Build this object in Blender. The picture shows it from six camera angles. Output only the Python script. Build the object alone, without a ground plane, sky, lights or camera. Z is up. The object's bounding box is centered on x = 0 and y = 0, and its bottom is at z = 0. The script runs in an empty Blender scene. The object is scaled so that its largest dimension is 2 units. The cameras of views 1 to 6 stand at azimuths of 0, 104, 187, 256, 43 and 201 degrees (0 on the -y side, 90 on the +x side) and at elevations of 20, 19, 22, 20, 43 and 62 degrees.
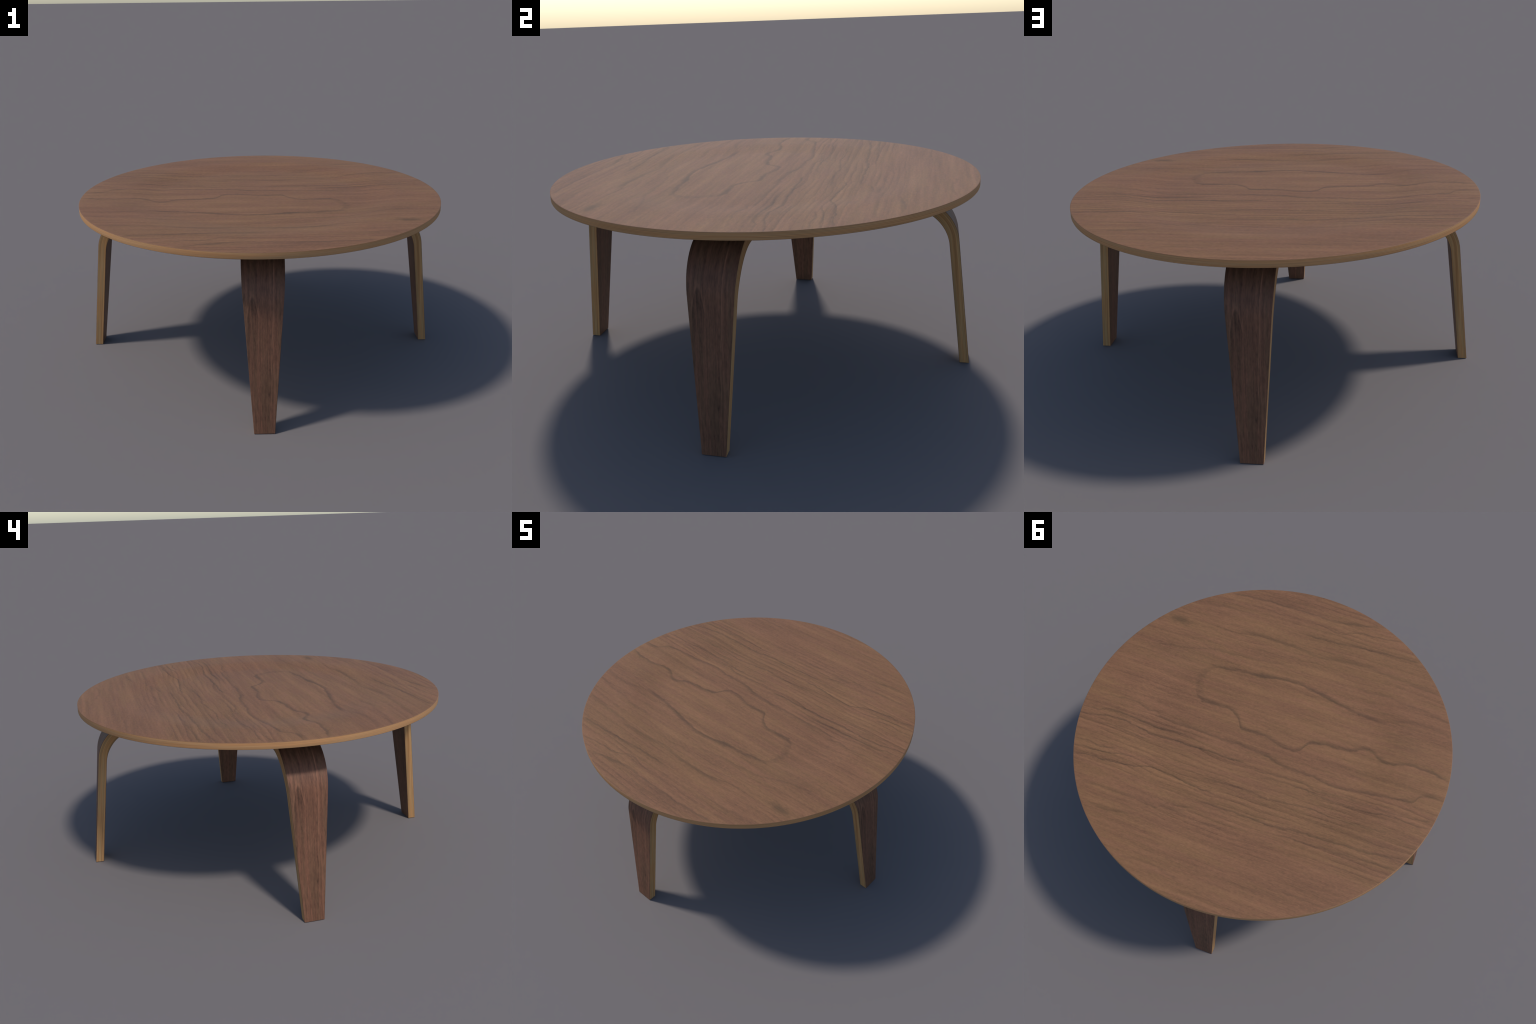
"""Round moulded-plywood coffee table: thin veneered disc on four splayed, bent legs."""
import bpy, bmesh, math

# ----------------------------------------------------------------------------
# sizes (metres, in the 2 m frame)
# ----------------------------------------------------------------------------
TOP_RADIUS = 0.9985
TOP_Z = 0.9194            # upper face of the flat outer ring
UNDER_Z = 0.8872          # underside of the disc at the rim
DISH_DEPTH = 0.0163       # the middle is pressed into a shallow dish
DISH_FLOOR, DISH_LIP = 0.555, 0.80
EDGE_LINE = 0.0024           # height of the thin dark line along the top of the rim

LEG_TILT = math.radians(7.15)  # splay of the straight part
LEG_REACH = 1.0                # outer face at the floor
LEG_THICK = 0.0448             # of the straight part; the bend and arm swell a little
ARM_TOP, ARM_UNDER = 0.832, 0.786     # where the bend levels out
AXIS_TOP, AXIS_UNDER = 0.844, 0.797   # the arm then climbs gently to the middle
OUTER_STRAIGHT, INNER_STRAIGHT = 0.641, 0.6155
FOOT_HALF = 0.0504             # half width at the floor


def bend(start_x, straight, level):
    """Arc tangent to the splayed line (start_x at the floor) that levels out at height level."""
    sa, ca = math.sin(LEG_TILT), math.cos(LEG_TILT)
    radius = (level - straight * ca) / (1 - sa)
    return radius, start_x - sa * straight - ca * radius, ca * straight - sa * radius


INNER_REACH = LEG_REACH - LEG_THICK / math.cos(LEG_TILT)
BEND_RADIUS, BEND_X, BEND_Z = bend(LEG_REACH, OUTER_STRAIGHT, ARM_TOP)
INNER_RADIUS, INNER_X, INNER_Z = bend(INNER_REACH, INNER_STRAIGHT, ARM_UNDER)
BEND_START = OUTER_STRAIGHT
SWEEP = math.pi / 2 - LEG_TILT


def half_width(s):
    """Leg half width at length s from the floor: even taper that eases off at the bend."""
    knee, slope = 0.70, 0.0668
    if s < knee:
        return FOOT_HALF + slope * s
    return FOOT_HALF + slope * knee + 0.0075 * (1 - math.exp(-(s - knee) * slope / 0.0075))


# ----------------------------------------------------------------------------
# node helpers
# ----------------------------------------------------------------------------
class Nodes:
    def __init__(self, tree):
        self.tree = tree

    def put(self, socket, value):
        if isinstance(value, bpy.types.NodeSocket):
            self.tree.links.new(value, socket)
        elif value is not None:
            socket.default_value = value

    def new(self, kind):
        return self.tree.nodes.new(kind)

    def math(self, op, a, b=None, c=None, clamp=False):
        n = self.new("ShaderNodeMath")
        n.operation, n.use_clamp = op, clamp
        for i, v in enumerate((a, b, c)):
            if v is not None:
                self.put(n.inputs[i], v)
        return n.outputs[0]

    def mul(self, a, b):
        return self.math("MULTIPLY", a, b)

    def add(self, a, b):
        return self.math("ADD", a, b)

    def sub(self, a, b):
        return self.math("SUBTRACT", a, b)

    def fma(self, a, b, c):
        return self.math("MULTIPLY_ADD", a, b, c)

    def step(self, v, lo, hi, out_lo=0.0, out_hi=1.0):
        n = self.new("ShaderNodeMapRange")
        n.interpolation_type = "SMOOTHSTEP"
        for i, x in enumerate((v, lo, hi, out_lo, out_hi)):
            self.put(n.inputs[i], x)
        return n.outputs[0]

    def ramp(self, v, lo, hi, out_lo=0.0, out_hi=1.0):
        n = self.new("ShaderNodeMapRange")
        for i, x in enumerate((v, lo, hi, out_lo, out_hi)):
            self.put(n.inputs[i], x)
        return n.outputs[0]

    def vec(self, x, y, z=0.0):
        n = self.new("ShaderNodeCombineXYZ")
        for i, v in enumerate((x, y, z)):
            self.put(n.inputs[i], v)
        return n.outputs[0]

    def noise(self, vector, scale=1.0, detail=3.0, rough=0.55, distort=0.0):
        n = self.new("ShaderNodeTexNoise")
        n.inputs["Scale"].default_value = scale
        n.inputs["Detail"].default_value = detail
        n.inputs["Roughness"].default_value = rough
        n.inputs["Distortion"].default_value = distort
        self.put(n.inputs["Vector"], vector)
        return n.outputs["Fac"]

    def mix(self, fac, a, b, kind="MIX"):
        n = self.new("ShaderNodeMix")
        n.data_type, n.blend_type = "RGBA", kind
        self.put(n.inputs[0], fac)
        for sock, v in ((n.inputs[6], a), (n.inputs[7], b)):
            if isinstance(v, tuple) and len(v) == 3:
                v = (*v, 1.0)
            self.put(sock, v)
        return n.outputs[2]

    def grey(self, v):
        n = self.new("ShaderNodeCombineColor")
        for i in range(3):
            self.put(n.inputs[i], v)
        return n.outputs[0]

    def object_xyz(self):
        c = self.new("ShaderNodeTexCoord")
        s = self.new("ShaderNodeSeparateXYZ")
        self.tree.links.new(c.outputs["Object"], s.inputs[0])
        return s.outputs[0], s.outputs[1], s.outputs[2]

    def curve(self, v, points):
        """Float curve through points on the unit square."""
        n = self.new("ShaderNodeFloatCurve")
        c = n.mapping.curves[0]
        while len(c.points) < len(points):
            c.points.new(0.5, 0.5)
        for p, (a, b) in zip(c.points, sorted(points)):
            p.location = (a, b)
            p.handle_type = "AUTO_CLAMPED"
        n.mapping.update()
        self.put(n.inputs["Value"], v)
        return n.outputs[0]


def material(name, roughness, specular=0.5):
    m = bpy.data.materials.new(name)
    m.use_nodes = True
    m.node_tree.nodes.clear()
    k = Nodes(m.node_tree)
    out = k.new("ShaderNodeOutputMaterial")
    b = k.new("ShaderNodeBsdfPrincipled")
    b.inputs["Roughness"].default_value = roughness
    b.inputs["Specular IOR Level"].default_value = specular
    m.node_tree.links.new(b.outputs[0], out.inputs[0])
    return m, k, b


def relief(k, shader, height, strength, distance):
    n = k.new("ShaderNodeBump")
    n.inputs["Strength"].default_value = strength
    n.inputs["Distance"].default_value = distance
    k.put(n.inputs["Height"], height)
    k.put(shader.inputs["Normal"], n.outputs[0])


# ----------------------------------------------------------------------------
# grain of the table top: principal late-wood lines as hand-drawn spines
# (x, y) across the disc; strength; width of the crisp and of the soft flank
# ----------------------------------------------------------------------------
VEINS = [
    # the long wandering line below the island, with its two kinks
    (.90, .012, .034, [(.465, -.160), (.431, -.107), (.372, -.085), (.229, -.087), (.173, -.060), (.117, .004),
                        (-.005, .004), (-.139, .034), (-.214, .014), (-.244, -.033), (-.463, -.076),
                        (-.544, -.107), (-.655, -.064), (-.818, -.094), (-1.0, -.074)]),
    # upper border of the island
    (.90, .012, .036, [(.435, -.300), (.350, -.332), (.191, -.345), (.035, -.368), (-.023, -.376), (-.180, -.355),
                        (-.331, -.323), (-.520, -.299), (-.592, -.297)]),
    # the line that follows it further out
    (.78, .010, .028, [(.597, .095), (.268, .100), (.077, .102), (-.063, .115), (-.224, .146), (-.307, .142),
                       (-.430, .158), (-.588, .140), (-.802, .112), (-.856, .098), (-.876, .064), (-.905, .047), (-1.0, .046)]),
    (.75, .006, .024, [(.037, -.706), (-.158, -.702), (-.312, -.723), (-.528, -.733), (-.667, -.744)]),
    (.75, .010, .026, [(.535, -.834), (.386, -.849), (.255, -.860), (.076, -.858), (-.037, -.850), (-.212, -.867), (-.400, -.906)]),
    (.65, .005, .016, [(-.041, -.796), (-.108, -.782), (-.172, -.777), (-.238, -.812), (-.432, -.829), (-.530, -.852)]),
    (.55, .016, .036, [(.386, -.592), (.126, -.608), (-.097, -.592), (-.341, -.610), (-.578, -.589), (-.820, -.572)]),
    (.50, .012, .030, [(-.382, -.459), (-.618, -.451), (-.825, -.425), (-.920, -.410)]),
    (.35, .012, .030, [(-.614, -.318), (-.782, -.349), (-.950, -.332)]),
    (.55, .006, .018, [(-.020, .214), (-.189, .203), (-.294, .202), (-.387, .213), (-.553, .199), (-.736, .205), (-.990, .180)]),
    (.60, .006, .018, [(-.060, .248), (-.219, .227), (-.458, .240), (-.582, .245), (-.814, .223), (-.888, .228), (-.990, .220)]),
    (.60, .006, .018, [(.213, .357), (.016, .336), (-.140, .346), (-.370, .319), (-.542, .327), (-.790, .320)]),
    (.85, .007, .020, [(.166, .484), (-.028, .476), (-.191, .476), (-.308, .462), (-.557, .452), (-.712, .446), (-.930, .428)]),
    (.60, .007, .018, [(-.280, .505), (-.463, .503), (-.650, .495), (-.880, .478)]),
    (.55, .007, .020, [(-.380, .776), (-.485, .781), (-.566, .777), (-.660, .770)]),
    # crowded rings on the near right
    (.80, .006, .018, [(1.0, .184), (.882, .176), (.845, .158), (.786, .153), (.571, .157), (.352, .145)]),
    (.90, .006, .018, [(1.0, .232), (.919, .221), (.839, .199), (.761, .187), (.625, .199), (.532, .205), (.292, .197), (.020, .192)]),
    (.50, .005, .014, [(1.0, .262), (.865, .252), (.756, .240), (.676, .248), (.540, .244)]),
    (.65, .005, .012, [(.930, .380), (.838, .373), (.769, .375), (.680, .360)]),
    (.70, .005, .013, [(.920, .416), (.855, .412), (.775, .406), (.573, .366)]),
    (.95, .005, .015, [(.900, .455), (.754, .447), (.626, .435), (.444, .389), (.256, .405), (.100, .418)]),
    (.50, .006, .018, [(.980, .076), (.827, .072), (.727, .056), (.640, .075), (.540, .068)]),
    (.50, .008, .022, [(.780, .598), (.650, .587), (.543, .584), (.361, .591), (.292, .542), (.249, .544), (.170, .519)]),
    (.45, .008, .022, [(.147, .598), (.050, .583), (-.050, .571)]),
    (.40, .008, .022, [(.660, .692), (.528, .684), (.420, .670)]),
    (.40, .008, .022, [(.403, .886), (.292, .875), (.186, .883), (.060, .908)]),
    (.55, .008, .020, [(.690, -.716), (.563, -.723), (.330, -.732)]),
    (.45, .010, .026, [(.800, -.336), (.603, -.377), (.486, -.417), (.224, -.445), (.050, -.470)]),
]


def vein_group():
    g = bpy.data.node_groups.new("grain_line", "ShaderNodeTree")
    for name in ("x", "y", "spine", "strength", "crisp", "soft", "from", "to"):
        g.interface.new_socket(name, in_out="INPUT", socket_type="NodeSocketFloat")
    g.interface.new_socket("mask", in_out="OUTPUT", socket_type="NodeSocketFloat")
    k = Nodes(g)
    i, o = k.new("NodeGroupInput"), k.new("NodeGroupOutput")
    s = {n.name: n for n in i.outputs if n.name}
    d = k.sub(s["y"], k.fma(s["spine"], 2.0, -1.0))
    rise = k.step(d, k.mul(s["soft"], -1.0), 0.0)
    fall = k.step(d, 0.0, s["crisp"], 1.0, 0.0)
    prof = k.mul(k.math("POWER", rise, 1.8), fall)
    ends = k.mul(k.step(s["x"], k.sub(s["from"], 0.02), k.add(s["from"], 0.06)),
                 k.step(s["x"], k.sub(s["to"], 0.06), k.add(s["to"], 0.02), 1.0, 0.0))
    k.put(o.inputs[0], k.mul(k.mul(prof, ends), s["strength"]))
    return g


def top_veneer():
    m, k, b = material("walnut_top", 0.68, 0.24)
    x, y, z = k.object_xyz()

    def n2(sx, sy, seed, **kw):
        return k.noise(k.vec(k.mul(x, sx), k.mul(y, sy), seed), **kw)

    # ragged, slowly wandering copy of y that the lines follow
    yw = k.fma(k.sub(n2(8, 9, 3.1, detail=2), 0.5), 0.020, y)
    yw = k.fma(k.sub(n2(26, 44, 5.7, detail=3, rough=0.7), 0.5), 0.016, yw)
    yw = k.fma(k.sub(n2(15, 15, 21.3, detail=2), 0.5), 0.018, yw)

    group, total = vein_group(), None
    x01 = k.fma(x, 0.5, 0.5)
    for strength, crisp, soft, pts in VEINS:
        n = k.new("ShaderNodeGroup")
        n.node_tree = group
        spine = k.curve(x01, [(px * .5 + .5, py * .5 + .5) for px, py in pts])
        xs = [p[0] for p in pts]
        for name, v in (("x", x), ("y", yw), ("spine", spine), ("strength", strength), ("crisp", crisp),
                        ("soft", soft), ("from", min(xs)), ("to", max(xs))):
            k.put(n.inputs[name], v)
        total = n.outputs[0] if total is None else k.math("MAXIMUM", total, n.outputs[0])
    vary = k.ramp(n2(6, 14, 9.3, detail=3), 0.30, 0.64, 0.60, 1.10)
    total = k.mul(total, vary)

    # minor rings between them: tight on the straight-grained half, loose around the island
    wander = k.fma(k.sub(n2(1.1, 2.2, 1.7, detail=2), 0.5), 0.16, y)
    wander = k.fma(k.sub(n2(6, 16, 2.9, detail=2), 0.5), 0.020, wander)
    saw = k.math("FRACT", k.mul(wander, 31.0))
    ring = k.mul(k.math("POWER", saw, 2.2), k.step(saw, 0.93, 1.0, 1.0, 0.0))
    zone = k.mul(k.step(y, 0.02, 0.14), k.step(y, 0.50, 0.78, 1.0, 0.25))
    zone = k.math("MAXIMUM", zone, k.step(y, -0.62, -0.36, 0.75, 0.12))
    ring = k.mul(k.mul(ring, zone), k.ramp(n2(1.5, 9, 8.8, detail=2), 0.34, 0.60))

    # small knot near the edge, smudge closing the island, a leaf-shaped eye
    def smudge(cx, cy, rx, ry, tilt=0.0):
        dx, dy = k.sub(x, cx), k.sub(yw, cy)
        dy = k.fma(dx, tilt, dy)
        r = k.math("SQRT", k.add(k.math("POWER", k.math("ABSOLUTE", k.mul(dx, 1 / rx)), 2.0), k.math("POWER", k.math("ABSOLUTE", k.mul(dy, 1 / ry)), 2.0)))
        r = k.fma(k.sub(n2(18, 40, 6.6, detail=3), 0.5), 1.3, r)
        return k.step(r, 0.10, 1.25, 1.0, 0.0)

    def island_end():
        """Half ring that joins the two long lines round the near end of the island."""
        dx, dy = k.mul(k.sub(x, .355), 1 / .105), k.mul(k.sub(yw, -.215), 1 / .118)
        r = k.math("SQRT", k.add(k.mul(dx, dx), k.mul(dy, dy)))
        r = k.fma(k.sub(n2(16, 22, 16.6, detail=3), 0.5), 0.75, r)
        band = k.mul(k.step(r, 0.72, 0.98), k.step(r, 1.0, 1.36, 1.0, 0.0))
        return k.mul(k.mul(band, k.step(x, .36, .42)), k.ramp(n2(30, 50, 17.1, detail=3), 0.3, 0.6, 0.35, 1.0))

    spots = k.math("MAXIMUM", k.mul(smudge(.735, -.541, .085, .034, .05), .85), k.mul(island_end(), .50))
    spots = k.math("MAXIMUM", spots, k.mul(smudge(.275, .566, .085, .018, .1), .50))
    spots = k.math("MAXIMUM", spots, k.mul(smudge(-.73, -.20, .17, .070, .1), .26))
    spots = k.math("MAXIMUM", spots, k.mul(smudge(.62, -.30, .26, .12, .0), .22))

    cloud = n2(1.3, 4.0, 4.4, detail=3)
    streak = n2(2.6, 46, 7.2, detail=4, rough=0.6)
    fibre = n2(16, 190, 11.0, detail=3, rough=0.6)
    pore = n2(70, 300, 12.0, detail=3, rough=0.6)

    tint = k.step(k.add(k.mul(cloud, .55), k.mul(n2(3, 26, 6.1, detail=3), .45)), 0.40, 0.60)
    base = k.mix(tint, (.172, .0820, .0410), (.166, .0840, .0380))
    mottle = n2(42, 100, 13.0, detail=3, rough=0.65)
    hue = n2(24, 60, 14.0, detail=2)
    base = k.mix(k.ramp(hue, 0.35, 0.65, 0.0, 0.20), base, (.190, .0790, .0430))
    light = k.add(k.ramp(streak, 0.25, 0.75, -0.16, 0.16), k.ramp(fibre, 0.25, 0.75, -0.12, 0.12))
    flow = k.noise(k.vec(k.mul(x, 0.9), k.mul(wander, 13.0), 18.0), 1.0, 3, 0.5)
    light = k.add(light, k.ramp(flow, 0.3, 0.7, -0.09, 0.09))
    light = k.add(light, k.ramp(mottle, 0.25, 0.75, -0.13, 0.13))
    light = k.add(light, k.ramp(pore, 0.3, 0.7, -0.10, 0.10))
    light = k.add(light, k.ramp(cloud, 0.3, 0.7, -0.07, 0.07))
    light = k.sub(light, k.mul(ring, 0.28))
    base = k.mix(1.0, base, k.grey(k.add(light, 1.01)), "MULTIPLY")
    dark = k.math("MAXIMUM", total, spots)
    col = k.mix(k.math("MINIMUM", k.mul(dark, 0.92), 1.0), base, k.mix(1.0, base, (.53, .58, .60), "MULTIPLY"))
    # rare pale flecks
    fleck = k.step(n2(26, 60, 15.5, detail=1), 0.77, 0.83)
    col = k.mix(k.mul(fleck, 0.25), col, (.30, .17, .09))
    k.put(b.inputs["Base Color"], col)
    k.put(b.inputs["Roughness"], k.ramp(fibre, 0.2, 0.8, 0.64, 0.72))
    relief(k, b, fibre, 0.05, 0.002)
    return m


def rim_ply():
    m, k, b = material("plywood_edge", 0.70, 0.15)
    x, y, z = k.object_xyz()
    depth = k.ramp(z, UNDER_Z, TOP_Z)
    round_x, round_y = k.mul(x, 3.0), k.mul(y, 3.0)
    wave = k.noise(k.vec(round_x, round_y, 2.0), 1.0, 2)
    lines = k.noise(k.vec(k.mul(x, 2.2), k.mul(y, 2.2), k.fma(wave, 2.0, k.mul(depth, 17.0))), 1.0, 2, 0.6)
    fine = k.noise(k.vec(k.mul(x, 9), k.mul(y, 9), k.mul(depth, 40.0)), 1.0, 2, 0.6)
    hue = k.noise(k.vec(round_x, round_y, k.mul(depth, 5.0)), 0.8, 2)
    base = k.mix(k.step(hue, 0.40, 0.60), (.455, .230, .100), (.430, .238, .112))
    plies = k.math("SINE", k.fma(depth, 6.5 * 2 * math.pi, k.mul(wave, 7.0)))
    light = k.add(k.ramp(lines, 0.34, 0.66, -0.17, 0.12), k.ramp(fine, 0.3, 0.7, -0.06, 0.06))
    light = k.add(light, k.mul(plies, 0.13))
    col = k.mix(1.0, base, k.grey(k.add(light, 1.0)), "MULTIPLY")
    k.put(b.inputs["Base Color"], col)
    return m


def rim_line():
    m, k, b = material("dark_edge_line", 0.68, 0.3)
    x, y, z = k.object_xyz()
    n = k.noise(k.vec(k.mul(x, 8), k.mul(y, 8), k.mul(z, 60)), 1.0, 2)
    k.put(b.inputs["Base Color"], k.mix(n, (.170, .084, .042), (.240, .122, .060)))
    return m


def leg_frame(k):
    """Length along the leg and depth below its outer face, from the bend's own geometry."""
    x, y, z = k.object_xyz()
    sa, ca = math.sin(LEG_TILT), math.cos(LEG_TILT)
    dx = k.sub(x, LEG_REACH)
    s_line = k.add(k.mul(dx, -sa), k.mul(z, ca))
    t_line = k.add(k.mul(dx, -ca), k.mul(z, -sa))
    cx, cz = k.sub(x, BEND_X), k.sub(z, BEND_Z)
    rad = k.math("SQRT", k.add(k.mul(cx, cx), k.mul(cz, cz)))
    t_arc = k.sub(BEND_RADIUS, rad)
    ang = k.sub(k.math("ARCTAN2", cz, cx), LEG_TILT)
    s_arc = k.fma(ang, BEND_RADIUS, BEND_START)
    bent = k.math("GREATER_THAN", s_line, BEND_START)
    arm = k.math("LESS_THAN", x, BEND_X)
    s_arm = k.sub(BEND_START + BEND_RADIUS * SWEEP + BEND_X, x)
    t_arm = k.sub(BEND_Z + BEND_RADIUS, z)

    def pick(a, b_, c):
        ab = k.add(k.mul(a, k.sub(1.0, bent)), k.mul(b_, bent))
        return k.add(k.mul(ab, k.sub(1.0, arm)), k.mul(c, arm))

    return pick(s_line, s_arc, s_arm), y, k.mul(pick(t_line, t_arc, t_arm), 1 / LEG_THICK)


def leg_veneer():
    m, k, b = material("walnut_leg", 0.62, 0.28)
    s, y, t = leg_frame(k)
    side = k.step(t, 0.3, 0.7, 0.0, 7.0)          # other leaf of veneer inside

    def n2(ss, sy, seed, **kw):
        return k.noise(k.vec(k.mul(s, ss), k.mul(y, sy), k.add(side, seed)), **kw)

    yw = k.fma(k.sub(n2(5, 10, 1.0, detail=2), 0.5), 0.010, y)
    streak = k.noise(k.vec(k.mul(s, 1.8), k.mul(yw, 95), k.add(side, 2.0)), 1.0, 4, 0.6)
    fibre = n2(20, 260, 3.0, detail=3, rough=0.6)
    mott = n2(22, 85, 4.0, detail=4, rough=0.7)
    cloud = n2(3, 12, 5.0, detail=2)
    light = k.add(k.ramp(streak, 0.3, 0.7, -0.28, 0.22), k.ramp(fibre, 0.3, 0.7, -0.12, 0.12))
    light = k.add(light, k.ramp(mott, 0.3, 0.7, -0.30, 0.22))
    light = k.add(light, k.ramp(cloud, 0.3, 0.7, -0.10, 0.10))
    outer = k.math("LESS_THAN", t, 0.5)
    # pale sapwood thread that runs down the right of each outer face
    off = k.math("ABSOLUTE", k.sub(yw, k.fma(s, 0.030, 0.026)))
    thread = k.mul(k.step(off, 0.0, 0.0036, 1.0, 0.0), k.ramp(n2(9, 8, 6.0, detail=2), 0.3, 0.6))
    band = k.mul(k.step(k.math("ABSOLUTE", k.sub(yw, k.fma(s, 0.030, 0.017))), 0.0, 0.009, 1.0, 0.0), k.step(n2(13, 60, 8.0, detail=3), 0.48, 0.62))
    light = k.add(light, k.mul(k.mul(thread, 0.55), outer))
    light = k.sub(light, k.mul(k.mul(band, 0.26), outer))
    # small cathedral arch on the left of the outer face
    ax, az = k.sub(yw, -0.050), k.sub(0.675, s)
    arch = k.sub(az, k.mul(k.mul(ax, ax), 150.0))
    inside = k.mul(k.step(arch, -0.01, 0.012), k.step(az, 0.02, 0.26, 1.0, 0.0))
    rim = k.mul(k.step(arch, -0.05, -0.012), k.step(arch, -0.012, 0.004, 1.0, 0.0))
    near = k.step(k.math("ABSOLUTE", ax), 0.022, 0.034, 1.0, 0.0)
    light = k.sub(light, k.mul(k.mul(k.mul(inside, near), 0.28), outer))
    light = k.add(light, k.mul(k.mul(k.mul(rim, near), 0.22), outer))
    tint = k.step(n2(2.4, 30, 9.0, detail=3), 0.40, 0.62)
    base = k.mix(tint, (.152, .0662, .0380), (.133, .0640, .0355))
    col = k.mix(1.0, base, k.grey(k.math("MAXIMUM", k.add(light, 1.0), 0.3)), "MULTIPLY")
    k.put(b.inputs["Base Color"], col)
    relief(k, b, fibre, 0.06, 0.002)
    return m


def leg_ply():
    m, k, b = material("plywood_leg_edge", 0.68, 0.18)
    s, y, t = leg_frame(k)
    y = k.math("GREATER_THAN", y, 0.0)
    wave = k.noise(k.vec(k.mul(s, 2.6), k.mul(y, 9.0), 0.0), 1.0, 2)
    tw = k.fma(k.sub(wave, 0.5), 0.22, t)
    lines = k.noise(k.vec(k.mul(s, 1.2), k.mul(y, 5.0), k.mul(tw, 8.0)), 1.0, 2, 0.55)
    fine = k.noise(k.vec(k.mul(s, 9), k.mul(y, 5.0), k.mul(tw, 26.0)), 1.0, 3, 0.6)
    hue = k.noise(k.vec(k.mul(s, 3), k.mul(y, 3.0), k.mul(tw, 3.0)), 1.0, 2)
    base = k.mix(k.step(hue, 0.38, 0.62), (.430, .220, .088), (.400, .238, .108))
    light = k.add(k.ramp(lines, 0.38, 0.62, -0.28, 0.16), k.ramp(fine, 0.3, 0.7, -0.15, 0.12))
    edge = k.math("MINIMUM", t, k.sub(1.0, t))
    light = k.sub(light, k.step(edge, 0.02, 0.08, 0.10, 0.0))
    col = k.mix(1.0, base, k.grey(k.add(light, 1.0)), "MULTIPLY")
    k.put(b.inputs["Base Color"], col)
    return m


# ----------------------------------------------------------------------------
# geometry
# ----------------------------------------------------------------------------
def shade(mesh, angle=35):
    mesh.shade_smooth()
    if hasattr(mesh, "set_sharp_from_angle"):
        mesh.set_sharp_from_angle(angle=math.radians(angle))


def lathe(name, profile, slots, segments=256):
    """Spin (radius, height, material of the band that follows) about z and cap the poles."""
    bm = bmesh.new()
    rings = []
    for r, h, _ in profile:
        if r == 0:
            rings.append([bm.verts.new((0, 0, h))])
        else:
            rings.append([bm.verts.new((r * math.cos(2 * math.pi * i / segments), r * math.sin(2 * math.pi * i / segments), h)) for i in range(segments)])
    for (a, b), (_, _, slot) in zip(zip(rings, rings[1:]), profile):
        for i in range(segments):
            j = (i + 1) % segments
            if len(a) == 1:
                f = bm.faces.new((a[0], b[i], b[j]))
            elif len(b) == 1:
                f = bm.faces.new((a[i], b[0], a[j]))
            else:
                f = bm.faces.new((a[i], b[i], b[j], a[j]))
            f.material_index = slot
    bmesh.ops.recalc_face_normals(bm, faces=bm.faces)
    mesh = bpy.data.meshes.new(name)
    bm.to_mesh(mesh)
    bm.free()
    for mat in slots:
        mesh.materials.append(mat)
    shade(mesh)
    return mesh


def leg_stations():
    """Matching points of the outer and inner face, and the half width, from floor to table axis."""
    sa, ca = math.sin(LEG_TILT), math.cos(LEG_TILT)
    out = []
    for i in range(25):
        f = i / 24
        so, si = OUTER_STRAIGHT * f, INNER_STRAIGHT * f
        out.append((LEG_REACH - sa * so, ca * so, INNER_REACH - sa * si, ca * si, half_width(so)))
    for i in range(1, 33):
        a = LEG_TILT + SWEEP * i / 32
        c, n = math.cos(a), math.sin(a)
        out.append((BEND_X + BEND_RADIUS * c, BEND_Z + BEND_RADIUS * n, INNER_X + INNER_RADIUS * c, INNER_Z + INNER_RADIUS * n,
                    half_width(BEND_START + BEND_RADIUS * (a - LEG_TILT))))
    w = out[-1][4]
    for i in range(1, 9):
        f = i / 8
        out.append((BEND_X * (1 - f), ARM_TOP + (AXIS_TOP - ARM_TOP) * f, INNER_X * (1 - f), ARM_UNDER + (AXIS_UNDER - ARM_UNDER) * f, w))
    return out


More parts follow.
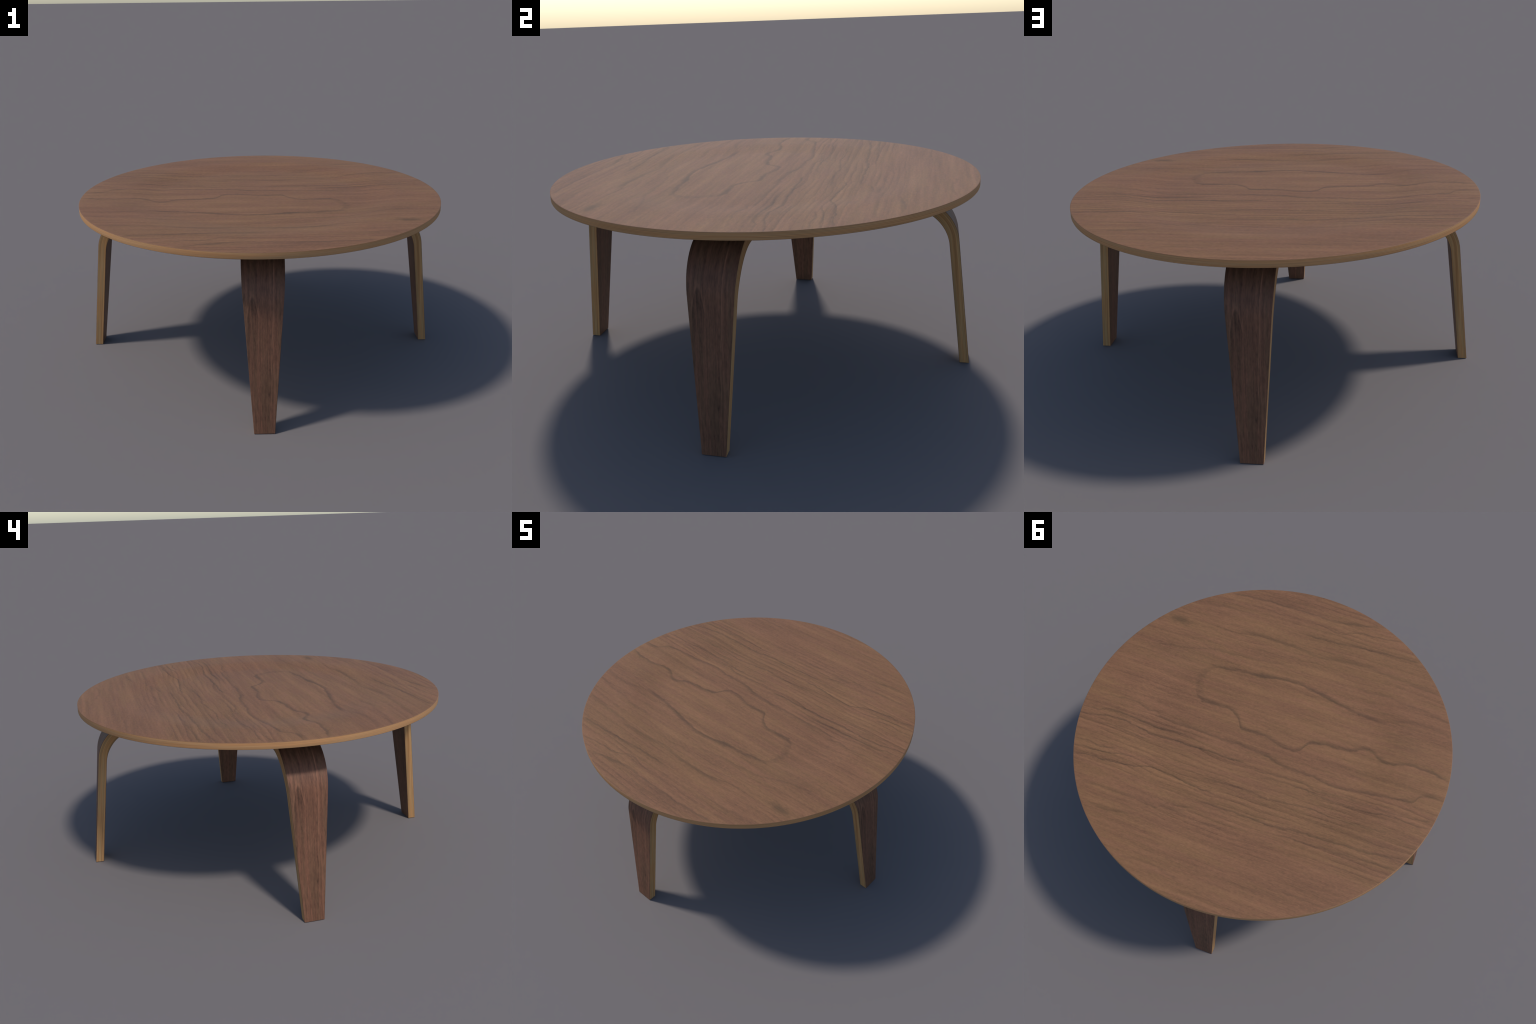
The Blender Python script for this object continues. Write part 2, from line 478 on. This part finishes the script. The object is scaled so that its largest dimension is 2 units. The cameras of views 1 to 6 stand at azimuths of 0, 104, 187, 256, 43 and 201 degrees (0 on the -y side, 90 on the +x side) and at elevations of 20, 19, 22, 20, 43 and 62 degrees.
def leg_mesh(veneer, ply):
    bm = bmesh.new()
    ease = 0.0016
    rings = []
    stations = leg_stations()
    for n, (ox, oz, ix, iz, hw) in enumerate(stations):
        thick = math.hypot(ix - ox, iz - oz)
        nx, nz = (ix - ox) / thick, (iz - oz) / thick
        e = ease if n else ease * 0.8
        # cross-section: rectangle with eased corners, outer face first
        section = [(e - hw, 0), (hw - e, 0), (hw, e), (hw, thick - e), (hw - e, thick), (e - hw, thick), (-hw, thick - e), (-hw, e)]
        ring = []
        for u, t in section:
            px, pz = ox + nx * t, oz + nz * t
            if n == len(stations) - 1:      # the four arms meet in a mitre on the axis
                px = abs(u) + 0.0004
            ring.append(bm.verts.new((px, u, max(pz, 0.0))))
        rings.append(ring)
    for a, b in zip(rings, rings[1:]):
        for i in range(8):
            j = (i + 1) % 8
            bm.faces.new((a[i], a[j], b[j], b[i])).material_index = 1 if i in (2, 6) else 0
    bm.faces.new(rings[0]).material_index = 1
    bm.faces.new(rings[-1]).material_index = 1
    bmesh.ops.recalc_face_normals(bm, faces=bm.faces)
    mesh = bpy.data.meshes.new("leg")
    bm.to_mesh(mesh)
    bm.free()
    mesh.materials.append(veneer)
    mesh.materials.append(ply)
    shade(mesh, 30)
    return mesh


def add(name, data, parent=None):
    o = bpy.data.objects.new(name, data)
    bpy.context.scene.collection.objects.link(o)
    o.parent = parent
    return o


table = add("coffee_table", None)
table["label"] = "low round walnut plywood table with four bent splayed legs"
table["category"] = "coffee table"

# the disc: face veneer, plywood rim, veneer below; crisp edges barely eased
R, H, U, V = TOP_RADIUS, TOP_Z, UNDER_Z, EDGE_LINE
e = 0.0012


def dish(r):
    t = min(max((DISH_LIP - r) / (DISH_LIP - DISH_FLOOR), 0.0), 1.0)
    return DISH_DEPTH * t * t * (3 - 2 * t)


steps = [0.0, 0.25, 0.45] + [DISH_FLOOR + (DISH_LIP - DISH_FLOOR) * i / 20 for i in range(21)] + [0.9]
disc = lathe("tabletop",
    [(r, H - dish(r), 0) for r in steps] + [
    (R - 3 * e, H, 0), (R - e, H - 0.2 * e, 1), (R, H - e, 1), (R, H - V, 2),
    (R, U + 0.0022, 1), (R - 0.0006, U + 0.0008, 1), (R - 0.003, U, 0)] +
    [(r, U - dish(r), 0) for r in reversed(steps)],
    [top_veneer(), rim_line(), rim_ply()])
add("tabletop", disc, table)

leg = leg_mesh(leg_veneer(), leg_ply())
pad, k, shader = material("rubber", 0.7)
x, y, z = k.object_xyz()
k.put(shader.inputs["Base Color"], k.mix(k.noise(k.vec(x, y, z), 60.0), (.018, .017, .016), (.030, .028, .027)))
gap = (AXIS_TOP - 0.0075, U - DISH_DEPTH - 0.0002)
mount = lathe("mount", [(0, gap[1], 0), (.036, gap[1], 0), (.036, gap[0], 0), (0, gap[0], 0)], [pad], 48)
for quarter in range(4):
    turn = quarter * math.pi / 2
    o = add("leg", leg, table)
    o.rotation_euler = (0, 0, turn)
    o = add("mount", mount, table)
    o.location = (0.36 * math.cos(turn), 0.36 * math.sin(turn), 0)
